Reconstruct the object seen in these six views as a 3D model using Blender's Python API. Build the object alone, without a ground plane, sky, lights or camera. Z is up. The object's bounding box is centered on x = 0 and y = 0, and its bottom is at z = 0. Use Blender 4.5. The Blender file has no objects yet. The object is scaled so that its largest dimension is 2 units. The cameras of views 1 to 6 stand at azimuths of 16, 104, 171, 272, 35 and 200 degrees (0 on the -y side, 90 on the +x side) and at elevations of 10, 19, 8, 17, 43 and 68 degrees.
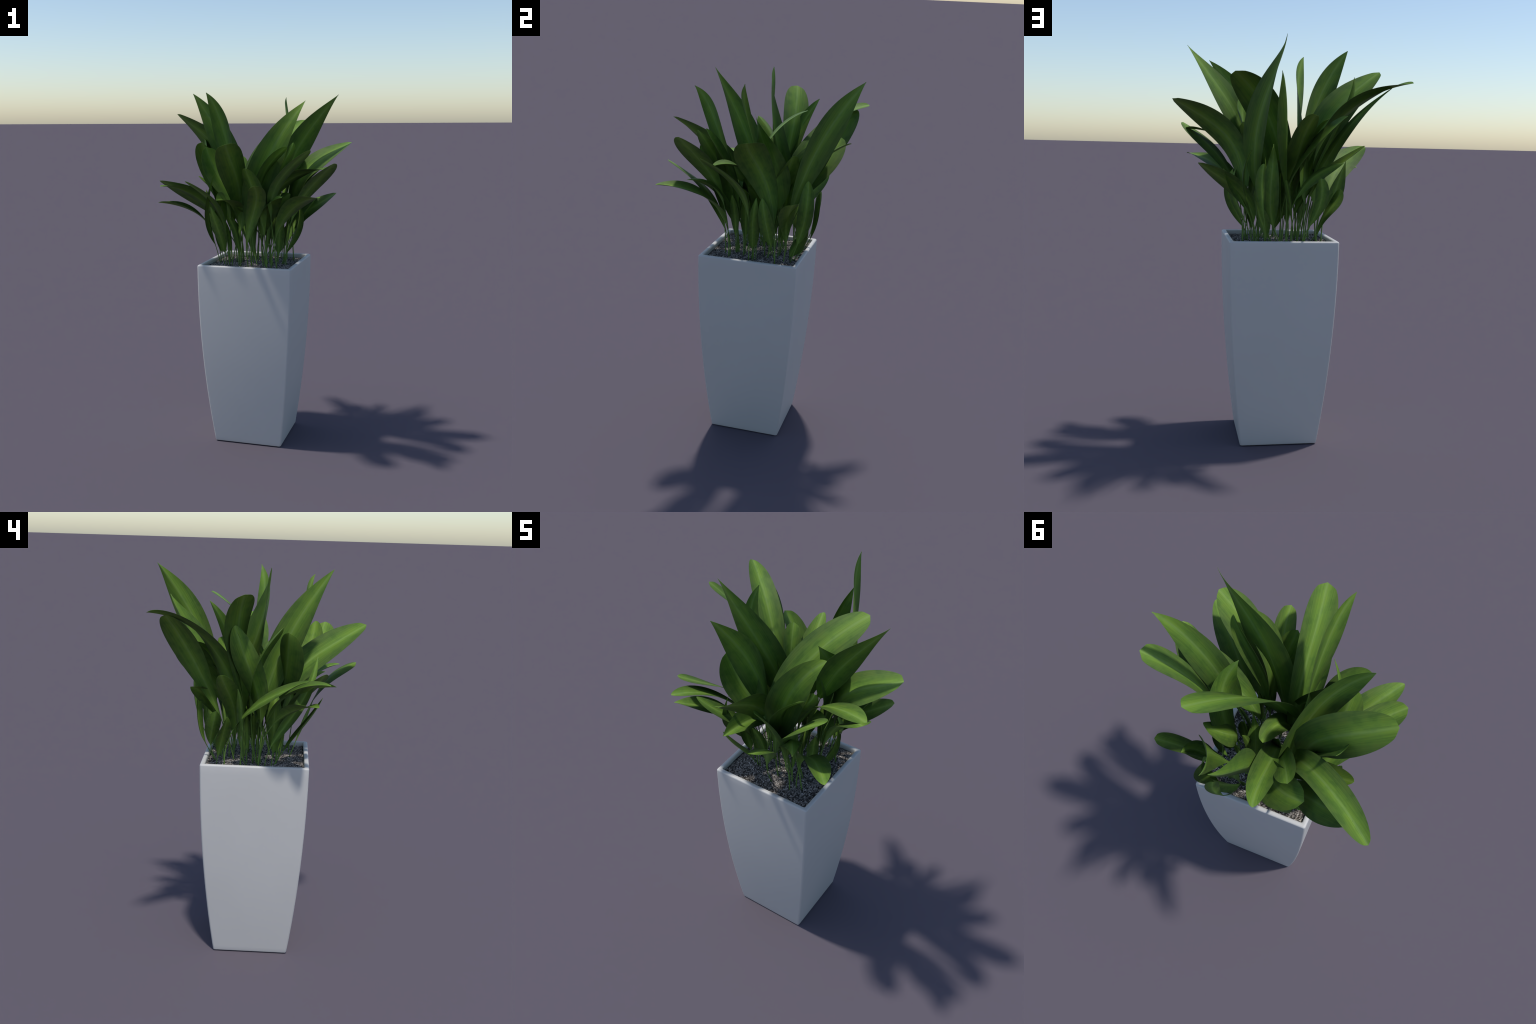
# A tall, tapering square planter filled with bark chippings and a clump of
# broad, strap-like leaves on thin stalks.
import bpy, math, random
import numpy as np
from mathutils import Vector

random.seed(7)
rng = np.random.default_rng(7)

SOIL = 1.031          # height of the soil
RIM = 1.054           # height of the planter


# ------------------------------------------------------------------ materials
def new_material(name):
    m = bpy.data.materials.new(name)
    m.use_nodes = True
    nt = m.node_tree
    nt.nodes.clear()
    out = nt.nodes.new("ShaderNodeOutputMaterial")
    bsdf = nt.nodes.new("ShaderNodeBsdfPrincipled")
    nt.links.new(bsdf.outputs[0], out.inputs[0])
    return m, nt, bsdf


def add(nt, kind, **props):
    n = nt.nodes.new(kind)
    for k, v in props.items():
        setattr(n, k, v)
    return n


def ramp(nt, stops):
    n = nt.nodes.new("ShaderNodeValToRGB")
    el = n.color_ramp.elements
    while len(el) < len(stops):
        el.new(0.5)
    for e, (p, c) in zip(el, stops):
        e.position = p
        e.color = (*c, 1) if len(c) == 3 else c
    return n


def math_node(nt, op, a, b=None):
    n = add(nt, "ShaderNodeMath", operation=op)
    for i, v in enumerate((a, b)):
        if v is None:
            continue
        if isinstance(v, (int, float)):
            n.inputs[i].default_value = v
        else:
            nt.links.new(v, n.inputs[i])
    return n.outputs[0]


def mix_colour(nt, fac, a, b, blend="MIX"):
    n = add(nt, "ShaderNodeMix", data_type="RGBA", blend_type=blend)
    for sock, v in ((n.inputs[0], fac), (n.inputs[6], a), (n.inputs[7], b)):
        if isinstance(v, (int, float)):
            sock.default_value = v
        elif isinstance(v, tuple):
            sock.default_value = (*v, 1)
        else:
            nt.links.new(v, sock)
    return n.outputs[2]


def leaf_material():
    # Generated coordinates are those of the flat, unbent blade:
    # x runs from stalk to tip, y across with the midrib at one half.
    m, nt, bsdf = new_material("leaf_green")
    tc = add(nt, "ShaderNodeTexCoord")
    sep = add(nt, "ShaderNodeSeparateXYZ")
    nt.links.new(tc.outputs["Generated"], sep.inputs[0])
    across = math_node(nt, "ABSOLUTE", math_node(nt, "SUBTRACT", sep.outputs[1], 0.5))
    across = math_node(nt, "MULTIPLY", across, 2.0)
    info = add(nt, "ShaderNodeObjectInfo")
    shift = math_node(nt, "MULTIPLY", info.outputs["Random"], 37.0)
    # wobble so that the midrib band is not ruled with a straight edge
    blot = add(nt, "ShaderNodeTexNoise", noise_dimensions="4D")
    blot.inputs["Scale"].default_value = 5.0
    blot.inputs["Detail"].default_value = 6.0
    mp = add(nt, "ShaderNodeMapping")
    mp.inputs["Scale"].default_value = (3.0, 1.1, 0.05)
    nt.links.new(tc.outputs["Generated"], mp.inputs[0])
    nt.links.new(mp.outputs[0], blot.inputs["Vector"])
    nt.links.new(shift, blot.inputs["W"])
    band = math_node(nt, "ADD", across, math_node(nt, "MULTIPLY", math_node(nt, "SUBTRACT", blot.outputs[0], 0.5), 0.55))
    base = ramp(nt, [(0.0, MID), (0.10, MID2), (0.34, INNER), (0.70, OUTER), (1.0, EDGE)])
    nt.links.new(band, base.inputs[0])
    # fine veins running with the blade
    veins = add(nt, "ShaderNodeTexNoise", noise_dimensions="4D")
    veins.inputs["Scale"].default_value = 9.0
    veins.inputs["Detail"].default_value = 3.0
    mv = add(nt, "ShaderNodeMapping")
    mv.inputs["Scale"].default_value = (0.5, 5.0, 0.05)
    nt.links.new(tc.outputs["Generated"], mv.inputs[0])
    nt.links.new(mv.outputs[0], veins.inputs["Vector"])
    nt.links.new(shift, veins.inputs["W"])
    vr = ramp(nt, [(0.32, (0.82, 0.84, 0.88)), (0.68, (1.15, 1.13, 1.06))])
    nt.links.new(veins.outputs[0], vr.inputs[0])
    col = mix_colour(nt, 1.0, base.outputs[0], vr.outputs[0], "MULTIPLY")
    br = ramp(nt, [(0.38, (0.76, 0.80, 0.86)), (0.5, (1, 1, 1)), (0.66, (1.20, 1.12, 1.0))])
    nt.links.new(blot.outputs[0], br.inputs[0])
    col = mix_colour(nt, 1.0, col, br.outputs[0], "MULTIPLY")
    # the tip end yellows a little, the foot stays deep green
    tipr = ramp(nt, [(0.0, FOOT), (0.45, (1, 1, 1)), (1.0, TIPC)])
    nt.links.new(sep.outputs[0], tipr.inputs[0])
    col = mix_colour(nt, 1.0, col, tipr.outputs[0], "MULTIPLY")
    # thin pale line of the midrib itself
    line = ramp(nt, [(0.0, (1, 1, 1)), (0.03, (0.75, 0.75, 0.75)), (0.10, (0, 0, 0))])
    nt.links.new(across, line.inputs[0])
    col = mix_colour(nt, math_node(nt, "MULTIPLY", line.outputs[0], 0.45), col, RIBC)
    nt.links.new(col, bsdf.inputs["Base Color"])
    bsdf.inputs["Roughness"].default_value = 0.6
    bsdf.inputs["Specular IOR Level"].default_value = 0.14
    bump = add(nt, "ShaderNodeBump")
    bump.inputs["Strength"].default_value = 0.12
    bump.inputs["Distance"].default_value = 0.004
    nt.links.new(veins.outputs[0], bump.inputs["Height"])
    nt.links.new(bump.outputs[0], bsdf.inputs["Normal"])
    return m


def stalk_material():
    m, nt, bsdf = new_material("stalk_green")
    tc = add(nt, "ShaderNodeTexCoord")
    n = add(nt, "ShaderNodeTexNoise")
    n.inputs["Scale"].default_value = 30.0
    nt.links.new(tc.outputs["Object"], n.inputs["Vector"])
    r = ramp(nt, [(0.3, STALK1), (0.7, STALK2)])
    nt.links.new(n.outputs[0], r.inputs[0])
    nt.links.new(r.outputs[0], bsdf.inputs["Base Color"])
    bsdf.inputs["Roughness"].default_value = 0.6
    bsdf.inputs["Specular IOR Level"].default_value = 0.3
    return m


def planter_material():
    m, nt, bsdf = new_material("planter_white")
    tc = add(nt, "ShaderNodeTexCoord")
    n = add(nt, "ShaderNodeTexNoise")
    n.inputs["Scale"].default_value = 3.0
    n.inputs["Detail"].default_value = 6.0
    nt.links.new(tc.outputs["Object"], n.inputs["Vector"])
    r = ramp(nt, [(0.3, POT1), (0.7, POT2)])
    nt.links.new(n.outputs[0], r.inputs[0])
    nt.links.new(r.outputs[0], bsdf.inputs["Base Color"])
    bsdf.inputs["Roughness"].default_value = 0.5
    bsdf.inputs["Specular IOR Level"].default_value = 0.3
    return m


def soil_material():
    m, nt, bsdf = new_material("soil_brown")
    tc = add(nt, "ShaderNodeTexCoord")
    big = add(nt, "ShaderNodeTexNoise")
    big.inputs["Scale"].default_value = 14.0
    v = add(nt, "ShaderNodeTexVoronoi")
    v.inputs["Scale"].default_value = 260.0
    for t in (big, v):
        nt.links.new(tc.outputs["Object"], t.inputs["Vector"])
    r = ramp(nt, SOILRAMP)
    nt.links.new(v.outputs["Color"], r.inputs[0])
    nt.links.new(r.outputs[0], bsdf.inputs["Base Color"])
    bsdf.inputs["Roughness"].default_value = 0.9
    bsdf.inputs["Specular IOR Level"].default_value = 0.1
    return m


def chip_material():
    m, nt, bsdf = new_material("bark_chip")
    g = add(nt, "ShaderNodeNewGeometry")
    r = ramp(nt, CHIPRAMP)
    r.color_ramp.interpolation = "LINEAR"
    nt.links.new(g.outputs["Random Per Island"], r.inputs[0])
    nt.links.new(r.outputs[0], bsdf.inputs["Base Color"])
    bsdf.inputs["Roughness"].default_value = 0.75
    bsdf.inputs["Specular IOR Level"].default_value = 0.25
    return m


MID, MID2, INNER, OUTER, EDGE = (0.142, 0.245, 0.043), (0.125, 0.222, 0.036), (0.086, 0.164, 0.026), (0.068, 0.123, 0.026), (0.062, 0.110, 0.027)  # greens tinted slightly bluer for the cool sky sheen on shaded leaves
RIBC = (0.175, 0.27, 0.08)
FOOT, TIPC = (0.85, 0.92, 0.90), (1.12, 1.10, 1.0)
STALK1, STALK2 = (0.095, 0.180, 0.032), (0.130, 0.235, 0.045)
POT1, POT2 = (0.515, 0.505, 0.488), (0.532, 0.522, 0.505)
SOILRAMP = [(0.0, (0.015, 0.012, 0.010)), (0.5, (0.06, 0.05, 0.042)), (1.0, (0.16, 0.135, 0.11))]
CHIPRAMP = [(0.0, (0.022, 0.021, 0.021)), (0.25, (0.075, 0.069, 0.064)), (0.55, (0.20, 0.178, 0.158)), (0.85, (0.39, 0.35, 0.31)), (1.0, (0.60, 0.55, 0.50))]

LEAF, STALK, POT, EARTH, CHIP = leaf_material(), stalk_material(), planter_material(), soil_material(), chip_material()


# ------------------------------------------------------------------- helpers
def make_object(name, verts, faces, material, parent, smooth=True):
    me = bpy.data.meshes.new(name)
    me.from_pydata([tuple(map(float, v)) for v in verts], [], faces)
    me.validate()
    me.polygons.foreach_set("use_smooth", [smooth] * len(me.polygons))
    me.materials.append(material)
    ob = bpy.data.objects.new(name, me)
    bpy.context.collection.objects.link(ob)
    ob.parent = parent
    return ob


plant = bpy.data.objects.new("potted_plant", None)
bpy.context.collection.objects.link(plant)
plant["label"] = "broad green strap leaves in a tall tapering white square planter"
plant["category"] = "potted plant"


# ------------------------------------------------------------------- planter
def rounded_square(half, radius, z, n=6):
    pts = []
    for k, (sx, sy) in enumerate(((1, 1), (-1, 1), (-1, -1), (1, -1))):
        for i in range(n + 1):
            a = math.pi / 2 * (k + i / n)
            pts.append((sx * (half - radius) + radius * math.cos(a), sy * (half - radius) + radius * math.sin(a), z))
    return pts


def planter_half(z):
    return 0.2680 - 0.0725 * max(0.0, 1 - z / 1.053) ** 1.95


def build_planter():
    wall, lip = 0.0235, 0.0085
    rings = [rounded_square(0.05, 0.01, 0.0025)]
    # rounded foot, bulging wall, rounded lip, inside wall down below the soil
    for a in np.linspace(-90, 0, 5):
        z = 0.0015 + 0.005 * (1 + math.sin(math.radians(a)))
        rings.append(rounded_square(planter_half(z) - 0.005 * (1 - math.cos(math.radians(a))), 0.010, z))
    for z in np.linspace(0.03, RIM - lip, 30):
        rings.append(rounded_square(planter_half(z), 0.010, z))
    for a in np.linspace(15, 90, 6):
        rings.append(rounded_square(0.268 - lip + lip * math.cos(math.radians(a)), 0.010, RIM - lip + lip * math.sin(math.radians(a))))
    for a in np.linspace(90, 0, 6):
        rings.append(rounded_square(0.268 - wall + lip - lip * math.cos(math.radians(90 - a)) * 0 - lip * math.cos(math.radians(a)), 0.007, RIM - lip + lip * math.sin(math.radians(a))))
    for z in (1.03, 1.0, 0.9):
        rings.append(rounded_square(0.268 - wall, 0.007, z))
    n = len(rings[0])
    verts = [v for r in rings for v in r]
    faces = []
    for j in range(len(rings) - 1):
        for i in range(n):
            faces.append((j * n + i, j * n + (i + 1) % n, (j + 1) * n + (i + 1) % n, (j + 1) * n + i))
    faces.append(tuple(range(n))[::-1])
    faces.append(tuple(range((len(rings) - 1) * n, len(rings) * n)))
    return make_object("planter", verts, faces, POT, plant)


planter = build_planter()


# ---------------------------------------------------------------------- soil
def soil_height(x, y):
    return SOIL - 0.002 + 0.0025 * math.sin(23 * x + 3 * math.sin(17 * y)) * math.sin(19 * y + 1.3)


def build_soil():
    n, half = 120, 0.2445
    verts, faces = [], []
    for j in range(n):
        for i in range(n):
            x, y = -half + 2 * half * i / (n - 1), -half + 2 * half * j / (n - 1)
            verts.append((x, y, soil_height(x, y) + rng.uniform(-0.0015, 0.0015)))
    for j in range(n - 1):
        for i in range(n - 1):
            a = j * n + i
            faces.append((a, a + 1, a + n + 1, a + n))
    return make_object("soil", verts, faces, EARTH, plant)


def build_chips(parent, count=10000):
    verts, faces = [], []
    for _ in range(count):
        x, y = rng.uniform(-0.240, 0.240, 2)
        l, w, t = rng.uniform(0.0022, 0.0075), rng.uniform(0.0011, 0.0025), rng.uniform(0.0006, 0.0014)
        a, tilt, roll = rng.uniform(0, 2 * math.pi), rng.normal(0, 0.28), rng.normal(0, 0.3)
        c = Vector((x, y, soil_height(x, y) + rng.uniform(0.0, 0.003)))
        u = Vector((math.cos(a) * math.cos(tilt), math.sin(a) * math.cos(tilt), math.sin(tilt)))
        s = u.cross(Vector((0, 0, 1))).normalized()
        s = (s + Vector((0, 0, 1)) * roll).normalized()
        nrm = u.cross(s)
        o = len(verts)
        k = rng.uniform(0.5, 0.9)
        for h in (-1, 1):
            verts += [c - u * l + s * w * k + nrm * t * h, c - u * l - s * w * k + nrm * t * h, c + u * l - s * w + nrm * t * h, c + u * l + s * w + nrm * t * h]
        for f in ((3, 2, 1, 0), (4, 5, 6, 7), (0, 1, 5, 4), (1, 2, 6, 5), (2, 3, 7, 6), (3, 0, 4, 7)):
            faces.append(tuple(o + i for i in f))
    ob = make_object("bark_chips", verts, faces, CHIP, parent, smooth=False)
    ob["kind"] = "stuff"
    return ob


soil = build_soil()
build_chips(soil)


# -------------------------------------------------------------------- leaves
ACROSS = np.array([-1, -0.8, -0.55, -0.3, -0.12, 0, 0.12, 0.3, 0.55, 0.8, 1.0])
THICK = 0.0006


def blade_width(s, stalk, belly, point):
    """Half width along the blade (1 at its widest): a swelling at the foot and a pointed or blunt tip."""
    x = np.clip((s - stalk) / (1 - stalk), 0, 1)
    peak = belly / (belly + point)
    return x ** belly * (1 - x) ** point / (peak ** belly * (1 - peak) ** point)


def spine(base, knee, shoulder, tip, t):
    c = np.array([[base[0], base[1], SOIL], knee, shoulder, tip])
    b = np.stack([(1 - t) ** 3, 3 * t * (1 - t) ** 2, 3 * t * t * (1 - t), t ** 3], 1)
    d = np.stack([-3 * (1 - t) ** 2, 3 * (1 - t) ** 2 - 6 * t * (1 - t), 6 * t * (1 - t) - 3 * t * t, 3 * t * t], 1)
    tan = d @ c
    return b @ c, tan / np.linalg.norm(tan, axis=1)[:, None]


def leaf(base, knee, shoulder, tip, width, roll, twist=0.0, stalk=0.3, belly=1.1, point=0.7, fold=14.0, curl=0.0):
    """One leaf: a stalk out of the soil that becomes the midrib of a folded, bent and twisted blade.
    knee and shoulder steer the bend of the spine; roll turns the blade about the spine,
    twist and curl change that turn along it (degrees)."""
    # even steps of length along the spine, closer together near the tip
    t = np.linspace(0, 1, 400)
    c, _ = spine(base, knee, shoulder, tip, t)
    run = np.r_[0, np.cumsum(np.linalg.norm(np.diff(c, axis=0), axis=1))]
    total = run[-1]
    run /= total
    s = np.unique(np.r_[np.linspace(0, 0.86, 40), 1 - 0.14 * (1 - np.linspace(0, 1, 14)) ** 1.6])
    tt = np.interp(s, run, t)
    c, tan = spine(base, knee, shoulder, tip, tt)
    head = np.array([tip[0] - base[0], tip[1] - base[1]])
    head /= np.linalg.norm(head) + 1e-9
    side = np.array([-head[1], head[0], 0.0])
    S = side - (tan @ side)[:, None] * tan
    S /= np.linalg.norm(S, axis=1)[:, None]
    N = np.cross(tan, S)
    ph = np.radians(roll) + np.radians(twist) * (s - 0.6) + 4 * np.radians(curl) * (s - 0.6) ** 2
    S2 = np.cos(ph)[:, None] * S + np.sin(ph)[:, None] * N
    up = -np.cross(tan, S2)
    f = math.radians(fold)
    # blade
    keep = s >= max(stalk - 0.02, 0.02)
    first = int(np.argmax(keep))
    w = np.maximum(width * blade_width(s, stalk, belly, point), 0.0022)
    # however blunt the blade, its very end runs out in a short point
    w = np.minimum(w, 0.0006 + 2.1 * (1 - s) * total)
    w[-1] = 0.0004
    rows = range(first, len(s))
    flat, bent, faces = [], [], []
    k = len(ACROSS)
    lift = (np.sqrt(ACROSS ** 2 + 0.02) - math.sqrt(0.02)) / (math.sqrt(1.02) - math.sqrt(0.02))
    for sidez in (1, -1):
        for r in rows:
            for y, h in zip(ACROSS, lift):
                thin = THICK * (1 - 0.6 * abs(y)) * sidez
                flat.append((s[r] * total, y * w[r], thin))
                nrm = up[r]
                bent.append(c[r] + S2[r] * (y * w[r] * math.cos(f)) + nrm * (w[r] * h * math.sin(f) + thin))
    m = len(rows)
    o = m * k
    for j in range(m - 1):
        for i in range(k - 1):
            a = j * k + i
            faces.append((a, a + 1, a + k + 1, a + k))
            faces.append((o + a + k, o + a + k + 1, o + a + 1, o + a))
    rim = [j * k for j in range(m)]
    top = [(m - 1) * k + i for i in range(1, k)]
    back = [j * k + k - 1 for j in range(m - 2, -1, -1)]
    foot = [i for i in range(k - 2, 0, -1)]
    loop = rim + top + back + foot
    for a, b in zip(loop, loop[1:] + loop[:1]):
        faces.append((a, b, o + b, o + a))
    # orientation so that 'up' is outside
    ob = make_object("leaf", flat, [tuple(reversed(q)) for q in faces], LEAF, plant)
    me = ob.data
    rim_set = set(loop) | {o + i for i in loop}
    for e in me.edges:
        a, b = e.vertices
        if a in rim_set and b in rim_set and (a < o) == (b < o):
            e.use_edge_sharp = True
    ob.shape_key_add(name="flat", from_mix=False)
    key = ob.shape_key_add(name="bent", from_mix=False)
    key.data.foreach_set("co", np.array(bent).ravel())
    key.value = 1.0
    # stalk, running on under the blade as its raised midrib
    n, verts, quads = 8, [], []
    thick = 0.0021 + 0.018 * width
    end = int(np.searchsorted(s, 0.7))
    for r in range(end):
        rad = thick * (1 - 0.25 * min(1, s[r] / max(stalk, 0.05))) * (1 if s[r] < stalk else max(0.05, 1 - 0.95 * ((s[r] - stalk) / max(0.05, 0.7 - stalk)) ** 0.5))
        sink = 0.0 if s[r] < stalk else rad * 0.6
        for i in range(n):
            a = 2 * math.pi * i / n
            p = c[r] + rad * (math.cos(a) * S2[r] + math.sin(a) * up[r]) - up[r] * sink
            if r == 0:
                p = p - tan[r] * 0.012
            verts.append(p)
    for j in range(end - 1):
        for i in range(n):
            quads.append((j * n + i, j * n + (i + 1) % n, (j + 1) * n + (i + 1) % n, (j + 1) * n + i))
    quads.append(tuple(range(n))[::-1])
    quads.append(tuple(range((end - 1) * n, end * n)))
    make_object("stalk", verts, quads, STALK, ob)
    return ob


leaf(base=(0.073, 0.046), knee=(0.083, 0.049, 1.583), shoulder=(0.318, -0.050, 1.803), tip=(0.466, 0.021, 1.986), width=0.070, roll=118, twist=38, stalk=0.44, belly=0.75, point=1.10, fold=7, curl=33)
leaf(base=(-0.108, 0.164), knee=(-0.108, 0.175, 1.386), shoulder=(-0.088, -0.041, 1.655), tip=(-0.352, -0.056, 1.998), width=0.082, roll=-92, twist=-58, stalk=0.20, belly=0.75, point=0.88, fold=14, curl=-56)
leaf(base=(0.007, -0.116), knee=(-0.020, -0.207, 1.601), shoulder=(0.280, -0.207, 1.876), tip=(0.343, -0.269, 1.947), width=0.088, roll=-65, twist=4, stalk=0.13, belly=0.75, point=0.98, fold=7, curl=-81)
leaf(base=(-0.087, -0.003), knee=(-0.118, 0.010, 1.537), shoulder=(-0.095, -0.255, 1.857), tip=(-0.174, -0.342, 1.992), width=0.077, roll=-83, twist=-105, stalk=0.26, belly=0.75, point=0.91, fold=12, curl=-17)
leaf(base=(0.049, 0.122), knee=(0.284, 0.257, 1.604), shoulder=(0.046, 0.377, 1.810), tip=(0.051, 0.521, 1.991), width=0.076, roll=-55, twist=-93, stalk=0.23, belly=1.18, point=1.06, fold=15, curl=-34)
leaf(base=(-0.185, 0.074), knee=(-0.156, 0.047, 1.552), shoulder=(-0.160, 0.140, 1.650), tip=(-0.493, 0.052, 1.887), width=0.090, roll=-114, twist=-118, stalk=0.19, belly=0.75, point=0.45, fold=3, curl=1)
leaf(base=(-0.144, -0.007), knee=(-0.075, 0.101, 1.382), shoulder=(-0.205, 0.180, 1.752), tip=(-0.540, 0.467, 1.804), width=0.063, roll=-173, twist=-133, stalk=0.20, belly=0.79, point=0.49, fold=14, curl=110)
leaf(base=(-0.073, -0.102), knee=(-0.069, -0.118, 1.459), shoulder=(0.041, 0.000, 1.709), tip=(0.251, 0.263, 1.850), width=0.089, roll=48, twist=-44, stalk=0.20, belly=0.75, point=0.42, fold=1, curl=-25)
leaf(base=(0.156, -0.131), knee=(0.122, -0.147, 1.409), shoulder=(0.093, -0.270, 1.471), tip=(0.384, -0.336, 1.697), width=0.086, roll=22, twist=-4, stalk=0.35, belly=1.32, point=0.66, fold=1, curl=-11)
leaf(base=(-0.197, 0.153), knee=(-0.208, 0.159, 1.318), shoulder=(-0.300, -0.101, 1.420), tip=(-0.496, -0.230, 1.518), width=0.070, roll=-148, twist=-29, stalk=0.27, belly=0.96, point=0.51, fold=4, curl=-27)
leaf(base=(-0.149, -0.024), knee=(-0.149, -0.022, 1.290), shoulder=(-0.310, -0.128, 1.487), tip=(-0.446, -0.341, 1.495), width=0.062, roll=-159, twist=-6, stalk=0.30, belly=1.09, point=0.70, fold=12, curl=-39)
leaf(base=(-0.207, -0.018), knee=(-0.220, -0.016, 1.271), shoulder=(-0.307, -0.172, 1.375), tip=(-0.481, -0.291, 1.402), width=0.052, roll=159, twist=22, stalk=0.43, belly=1.15, point=0.83, fold=19, curl=44)
leaf(base=(-0.129, -0.101), knee=(-0.146, -0.104, 1.373), shoulder=(-0.164, -0.297, 1.426), tip=(-0.314, -0.312, 1.522), width=0.062, roll=176, twist=13, stalk=0.28, belly=1.15, point=0.67, fold=5, curl=-6)
leaf(base=(0.193, 0.134), knee=(0.165, 0.124, 1.500), shoulder=(0.205, -0.006, 1.556), tip=(0.539, 0.057, 1.727), width=0.084, roll=-124, twist=-32, stalk=0.25, belly=0.81, point=0.43, fold=5, curl=-40)
leaf(base=(0.107, 0.073), knee=(0.108, 0.156, 1.468), shoulder=(0.273, 0.090, 1.582), tip=(0.151, -0.014, 1.806), width=0.090, roll=65, twist=-99, stalk=0.34, belly=0.74, point=1.09, fold=-2, curl=-67)
leaf(base=(0.144, 0.171), knee=(0.127, 0.188, 1.270), shoulder=(0.243, 0.194, 1.308), tip=(0.420, 0.263, 1.425), width=0.056, roll=-143, twist=-41, stalk=0.20, belly=0.76, point=0.46, fold=10, curl=-24)
leaf(base=(-0.029, 0.142), knee=(-0.005, 0.130, 1.464), shoulder=(0.001, 0.391, 1.666), tip=(0.060, 0.457, 1.841), width=0.077, roll=-89, twist=-36, stalk=0.30, belly=1.06, point=1.14, fold=29, curl=-29)
leaf(base=(-0.088, -0.019), knee=(-0.043, -0.010, 1.458), shoulder=(-0.047, -0.315, 1.597), tip=(-0.014, -0.521, 1.728), width=0.083, roll=-132, twist=-28, stalk=0.24, belly=0.75, point=0.42, fold=10, curl=-32)
leaf(base=(0.002, -0.168), knee=(-0.014, -0.262, 1.285), shoulder=(0.125, -0.264, 1.419), tip=(0.126, -0.495, 1.520), width=0.049, roll=165, twist=111, stalk=0.12, belly=1.28, point=0.41, fold=-8, curl=-35)
leaf(base=(0.081, -0.095), knee=(-0.006, -0.149, 1.489), shoulder=(0.230, -0.183, 1.597), tip=(0.272, -0.233, 1.731), width=0.044, roll=128, twist=-0, stalk=0.33, belly=1.13, point=0.67, fold=35, curl=-5)
leaf(base=(0.117, -0.060), knee=(0.058, -0.064, 1.339), shoulder=(-0.002, -0.265, 1.521), tip=(0.248, -0.278, 1.712), width=0.066, roll=-134, twist=-26, stalk=0.31, belly=1.14, point=0.67, fold=5, curl=-35)
leaf(base=(0.181, -0.013), knee=(0.167, -0.007, 1.383), shoulder=(0.344, -0.012, 1.497), tip=(0.480, -0.185, 1.621), width=0.068, roll=-8, twist=-0, stalk=0.33, belly=1.20, point=0.58, fold=4, curl=16)
leaf(base=(-0.049, 0.120), knee=(-0.049, 0.083, 1.303), shoulder=(-0.245, 0.124, 1.373), tip=(-0.406, 0.158, 1.519), width=0.052, roll=-160, twist=-37, stalk=0.20, belly=0.75, point=0.53, fold=17, curl=1)
leaf(base=(-0.015, 0.065), knee=(-0.031, 0.020, 1.305), shoulder=(-0.104, 0.136, 1.498), tip=(-0.183, 0.309, 1.639), width=0.054, roll=-132, twist=-43, stalk=0.31, belly=1.05, point=0.46, fold=10, curl=-29)
leaf(base=(0.026, -0.066), knee=(-0.077, -0.033, 1.337), shoulder=(-0.063, 0.398, 1.646), tip=(-0.103, 0.449, 1.650), width=0.061, roll=180, twist=12, stalk=0.06, belly=0.75, point=0.50, fold=15, curl=-30)
leaf(base=(0.125, -0.133), knee=(0.125, -0.132, 1.203), shoulder=(0.218, -0.167, 1.428), tip=(0.451, -0.430, 1.460), width=0.061, roll=165, twist=-42, stalk=0.27, belly=0.80, point=0.62, fold=15, curl=61)
leaf(base=(-0.121, 0.015), knee=(-0.123, 0.018, 1.310), shoulder=(-0.299, 0.091, 1.537), tip=(-0.279, -0.117, 1.729), width=0.074, roll=36, twist=-8, stalk=0.30, belly=1.09, point=0.53, fold=15, curl=-12)
leaf(base=(-0.094, 0.067), knee=(-0.094, 0.066, 1.393), shoulder=(-0.386, 0.052, 1.627), tip=(-0.324, 0.220, 1.844), width=0.054, roll=-172, twist=-9, stalk=0.28, belly=1.04, point=0.90, fold=11, curl=-9)
leaf(base=(-0.093, 0.049), knee=(-0.109, 0.050, 1.310), shoulder=(-0.091, -0.151, 1.423), tip=(-0.111, -0.387, 1.431), width=0.071, roll=154, twist=14, stalk=0.29, belly=1.05, point=0.92, fold=30, curl=-12)
leaf(base=(0.073, -0.105), knee=(0.030, -0.116, 1.258), shoulder=(0.144, -0.183, 1.491), tip=(0.236, -0.346, 1.449), width=0.057, roll=4, twist=66, stalk=0.32, belly=0.78, point=0.97, fold=27, curl=-10)
leaf(base=(0.075, -0.021), knee=(0.013, -0.033, 1.370), shoulder=(0.108, -0.012, 1.567), tip=(0.470, -0.121, 1.590), width=0.069, roll=159, twist=17, stalk=0.35, belly=1.25, point=0.76, fold=9, curl=52)
leaf(base=(-0.082, 0.112), knee=(-0.102, 0.163, 1.271), shoulder=(-0.230, 0.336, 1.639), tip=(-0.463, 0.402, 1.787), width=0.066, roll=50, twist=-106, stalk=0.22, belly=1.38, point=0.51, fold=4, curl=15)
leaf(base=(-0.163, -0.012), knee=(-0.156, -0.055, 1.413), shoulder=(-0.310, 0.031, 1.477), tip=(-0.342, 0.103, 1.739), width=0.064, roll=-158, twist=85, stalk=0.30, belly=0.75, point=0.59, fold=14, curl=9)
leaf(base=(-0.170, 0.045), knee=(-0.243, 0.104, 1.149), shoulder=(-0.292, 0.038, 1.307), tip=(-0.329, 0.084, 1.445), width=0.044, roll=-60, twist=32, stalk=0.26, belly=0.93, point=1.08, fold=17, curl=45)
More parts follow.
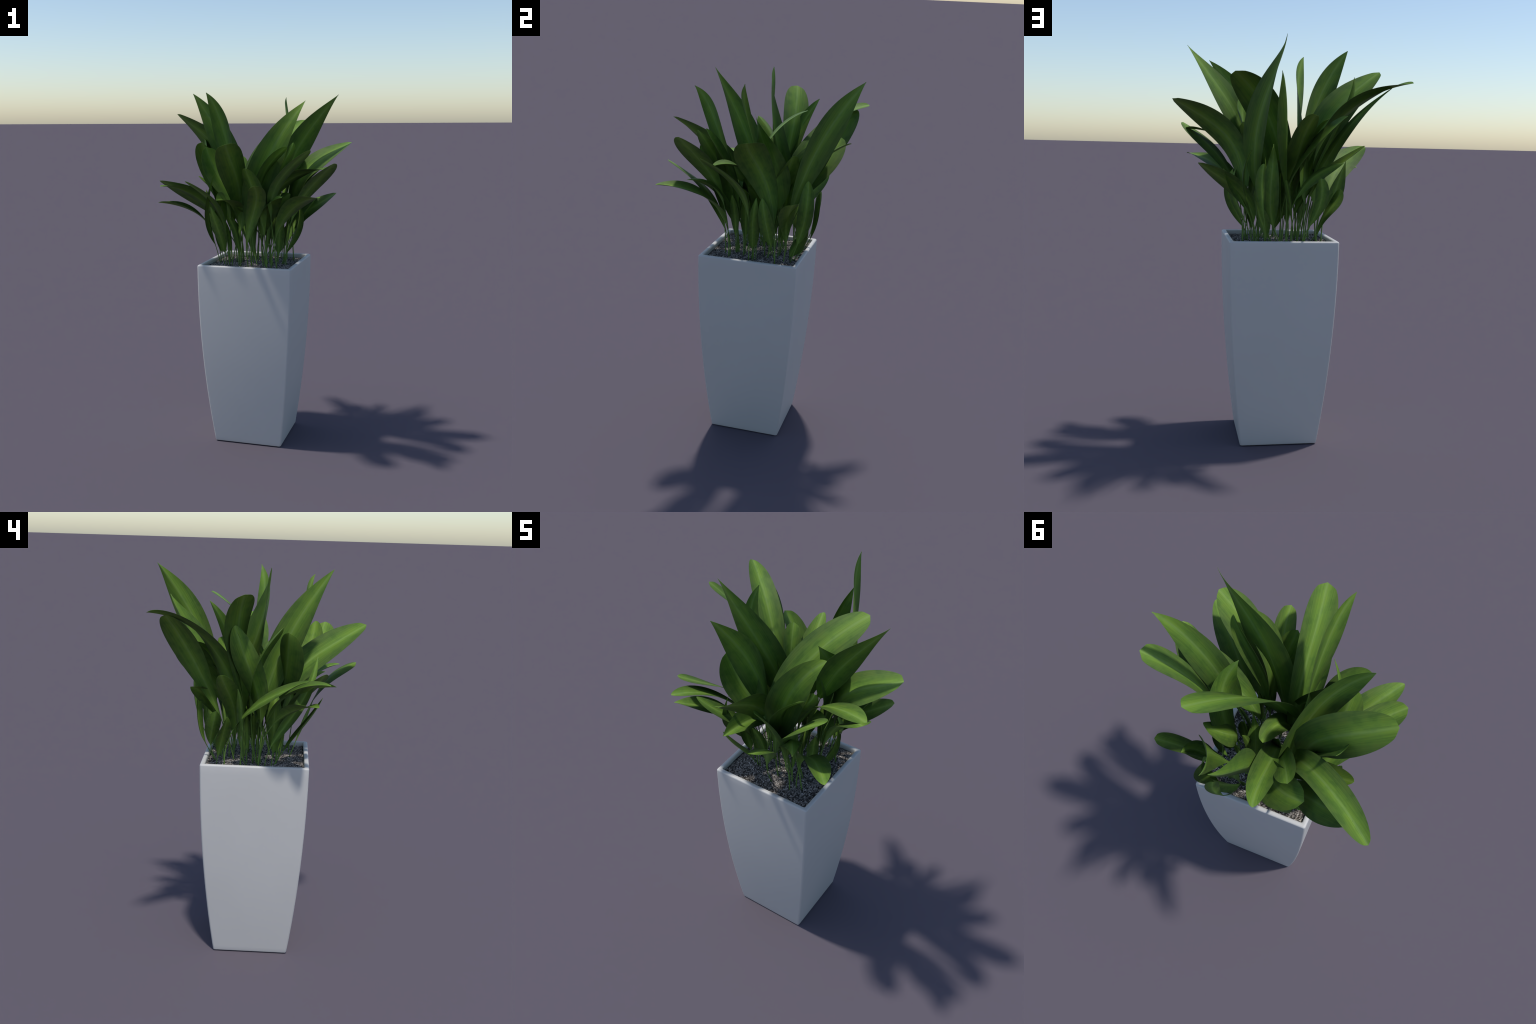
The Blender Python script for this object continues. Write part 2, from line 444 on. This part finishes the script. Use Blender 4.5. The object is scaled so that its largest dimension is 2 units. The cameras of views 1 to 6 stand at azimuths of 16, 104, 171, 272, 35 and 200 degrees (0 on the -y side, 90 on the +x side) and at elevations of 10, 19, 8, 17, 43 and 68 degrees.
leaf(base=(-0.015, 0.189), knee=(-0.012, 0.184, 1.227), shoulder=(-0.090, 0.238, 1.389), tip=(-0.265, 0.314, 1.436), width=0.039, roll=53, twist=-16, stalk=0.40, belly=1.16, point=0.82, fold=16, curl=-18)
leaf(base=(-0.203, -0.048), knee=(-0.244, -0.055, 1.222), shoulder=(-0.249, -0.249, 1.302), tip=(-0.145, -0.287, 1.583), width=0.030, roll=-109, twist=23, stalk=0.19, belly=0.80, point=1.03, fold=22, curl=6)
leaf(base=(0.107, -0.165), knee=(0.109, -0.166, 1.238), shoulder=(0.067, -0.221, 1.433), tip=(0.037, -0.344, 1.599), width=0.062, roll=175, twist=2, stalk=0.30, belly=1.09, point=0.57, fold=13, curl=7)
leaf(base=(-0.148, -0.093), knee=(-0.137, -0.147, 1.142), shoulder=(-0.142, -0.271, 1.250), tip=(-0.164, -0.320, 1.386), width=0.035, roll=-175, twist=-26, stalk=0.20, belly=0.94, point=0.98, fold=21, curl=33)
leaf(base=(0.165, 0.008), knee=(0.183, 0.017, 1.269), shoulder=(0.049, 0.139, 1.425), tip=(0.208, 0.206, 1.620), width=0.053, roll=-48, twist=32, stalk=0.26, belly=0.98, point=0.42, fold=10, curl=32)
leaf(base=(0.130, 0.204), knee=(0.141, 0.255, 1.179), shoulder=(0.261, 0.315, 1.321), tip=(0.168, 0.285, 1.490), width=0.043, roll=-68, twist=-6, stalk=0.25, belly=0.80, point=0.63, fold=14, curl=5)
leaf(base=(0.155, -0.003), knee=(0.180, 0.014, 1.150), shoulder=(0.294, 0.017, 1.240), tip=(0.235, 0.032, 1.392), width=0.035, roll=19, twist=12, stalk=0.18, belly=0.81, point=0.85, fold=19, curl=-4)
leaf(base=(0.144, 0.123), knee=(0.166, 0.095, 1.159), shoulder=(0.280, 0.097, 1.251), tip=(0.225, 0.061, 1.391), width=0.037, roll=58, twist=1, stalk=0.26, belly=0.86, point=0.77, fold=13, curl=-7)
leaf(base=(0.134, 0.168), knee=(0.143, 0.202, 1.203), shoulder=(0.274, 0.161, 1.344), tip=(0.300, 0.268, 1.398), width=0.043, roll=-49, twist=40, stalk=0.39, belly=1.14, point=0.99, fold=18, curl=-8)
leaf(base=(0.099, 0.211), knee=(0.081, 0.294, 1.124), shoulder=(0.153, 0.353, 1.243), tip=(0.119, 0.343, 1.427), width=0.033, roll=-133, twist=-6, stalk=0.35, belly=1.23, point=0.59, fold=21, curl=-6)
leaf(base=(0.085, 0.187), knee=(0.088, 0.217, 1.136), shoulder=(0.146, 0.278, 1.177), tip=(0.153, 0.290, 1.290), width=0.044, roll=79, twist=33, stalk=0.05, belly=0.74, point=1.27, fold=24, curl=46)
leaf(base=(-0.167, 0.194), knee=(-0.162, 0.174, 1.169), shoulder=(-0.277, 0.149, 1.206), tip=(-0.293, 0.136, 1.303), width=0.037, roll=4, twist=65, stalk=0.12, belly=0.95, point=0.56, fold=7, curl=21)
leaf(base=(-0.101, 0.204), knee=(-0.107, 0.253, 1.128), shoulder=(-0.178, 0.215, 1.199), tip=(-0.199, 0.197, 1.307), width=0.040, roll=-177, twist=-6, stalk=0.28, belly=1.13, point=0.72, fold=16, curl=2)
leaf(base=(-0.089, 0.211), knee=(-0.089, 0.265, 1.134), shoulder=(-0.197, 0.293, 1.196), tip=(-0.162, 0.290, 1.361), width=0.035, roll=119, twist=9, stalk=0.27, belly=1.16, point=0.49, fold=20, curl=-18)
leaf(base=(-0.167, -0.080), knee=(-0.180, -0.095, 1.167), shoulder=(-0.270, -0.086, 1.295), tip=(-0.171, -0.089, 1.422), width=0.043, roll=103, twist=14, stalk=0.18, belly=0.75, point=0.92, fold=15, curl=-21)
leaf(base=(0.022, 0.119), knee=(0.062, 0.126, 1.200), shoulder=(0.013, 0.096, 1.357), tip=(0.100, -0.012, 1.409), width=0.047, roll=158, twist=-35, stalk=0.30, belly=0.90, point=1.22, fold=6, curl=-35)
leaf(base=(-0.003, 0.061), knee=(-0.001, 0.058, 1.329), shoulder=(-0.052, 0.317, 1.454), tip=(-0.268, 0.355, 1.654), width=0.080, roll=-140, twist=-2, stalk=0.29, belly=1.04, point=0.50, fold=14, curl=-2)
leaf(base=(0.007, 0.184), knee=(0.097, 0.180, 1.176), shoulder=(0.073, 0.319, 1.312), tip=(0.058, 0.212, 1.518), width=0.042, roll=46, twist=-0, stalk=0.20, belly=0.75, point=1.11, fold=10, curl=1)
leaf(base=(-0.044, 0.180), knee=(-0.046, 0.182, 1.155), shoulder=(-0.028, 0.269, 1.237), tip=(-0.006, 0.213, 1.348), width=0.022, roll=-19, twist=9, stalk=0.31, belly=1.18, point=0.54, fold=15, curl=11)
leaf(base=(-0.102, -0.006), knee=(-0.098, -0.101, 1.303), shoulder=(-0.003, -0.069, 1.429), tip=(0.001, 0.112, 1.438), width=0.047, roll=172, twist=32, stalk=0.28, belly=1.10, point=0.48, fold=17, curl=17)
leaf(base=(-0.020, 0.010), knee=(-0.020, 0.014, 1.153), shoulder=(-0.033, 0.028, 1.275), tip=(-0.046, 0.053, 1.393), width=0.030, roll=-54, twist=2, stalk=0.30, belly=1.09, point=0.83, fold=14, curl=2)
leaf(base=(0.070, 0.070), knee=(0.063, 0.066, 1.207), shoulder=(0.043, -0.002, 1.368), tip=(0.208, -0.024, 1.438), width=0.045, roll=82, twist=13, stalk=0.31, belly=1.15, point=0.68, fold=15, curl=13)
leaf(base=(0.085, -0.108), knee=(0.090, -0.109, 1.342), shoulder=(-0.181, -0.145, 1.431), tip=(-0.249, -0.144, 1.703), width=0.086, roll=122, twist=41, stalk=0.41, belly=1.25, point=0.62, fold=19, curl=-2)

# slim young leaves filling the heart of the clump
for k in range(14):
    ang = 2.4 * k + rng.uniform(-0.4, 0.4)
    r0 = 0.035 + 0.125 * math.sqrt((k + 0.5) / 14)
    bx, by = r0 * math.cos(ang), r0 * math.sin(ang)
    tall = rng.uniform(0.24, 0.46) * (1.1 - 1.6 * r0)
    lean = ang + rng.uniform(-0.8, 0.8)
    reach = tall * rng.uniform(0.08, 0.26)
    dx, dy = reach * math.cos(lean), reach * math.sin(lean)
    leaf(base=(bx, by), knee=(bx + 0.05 * dx, by + 0.05 * dy, SOIL + 0.40 * tall), shoulder=(bx + 0.35 * dx, by + 0.35 * dy, SOIL + 0.78 * tall),
         tip=(bx + dx, by + dy, SOIL + tall), width=rng.uniform(0.018, 0.030), roll=rng.uniform(-70, 70), twist=rng.uniform(-60, 60),
         stalk=rng.uniform(0.15, 0.3), belly=1.05, point=0.85, fold=14)
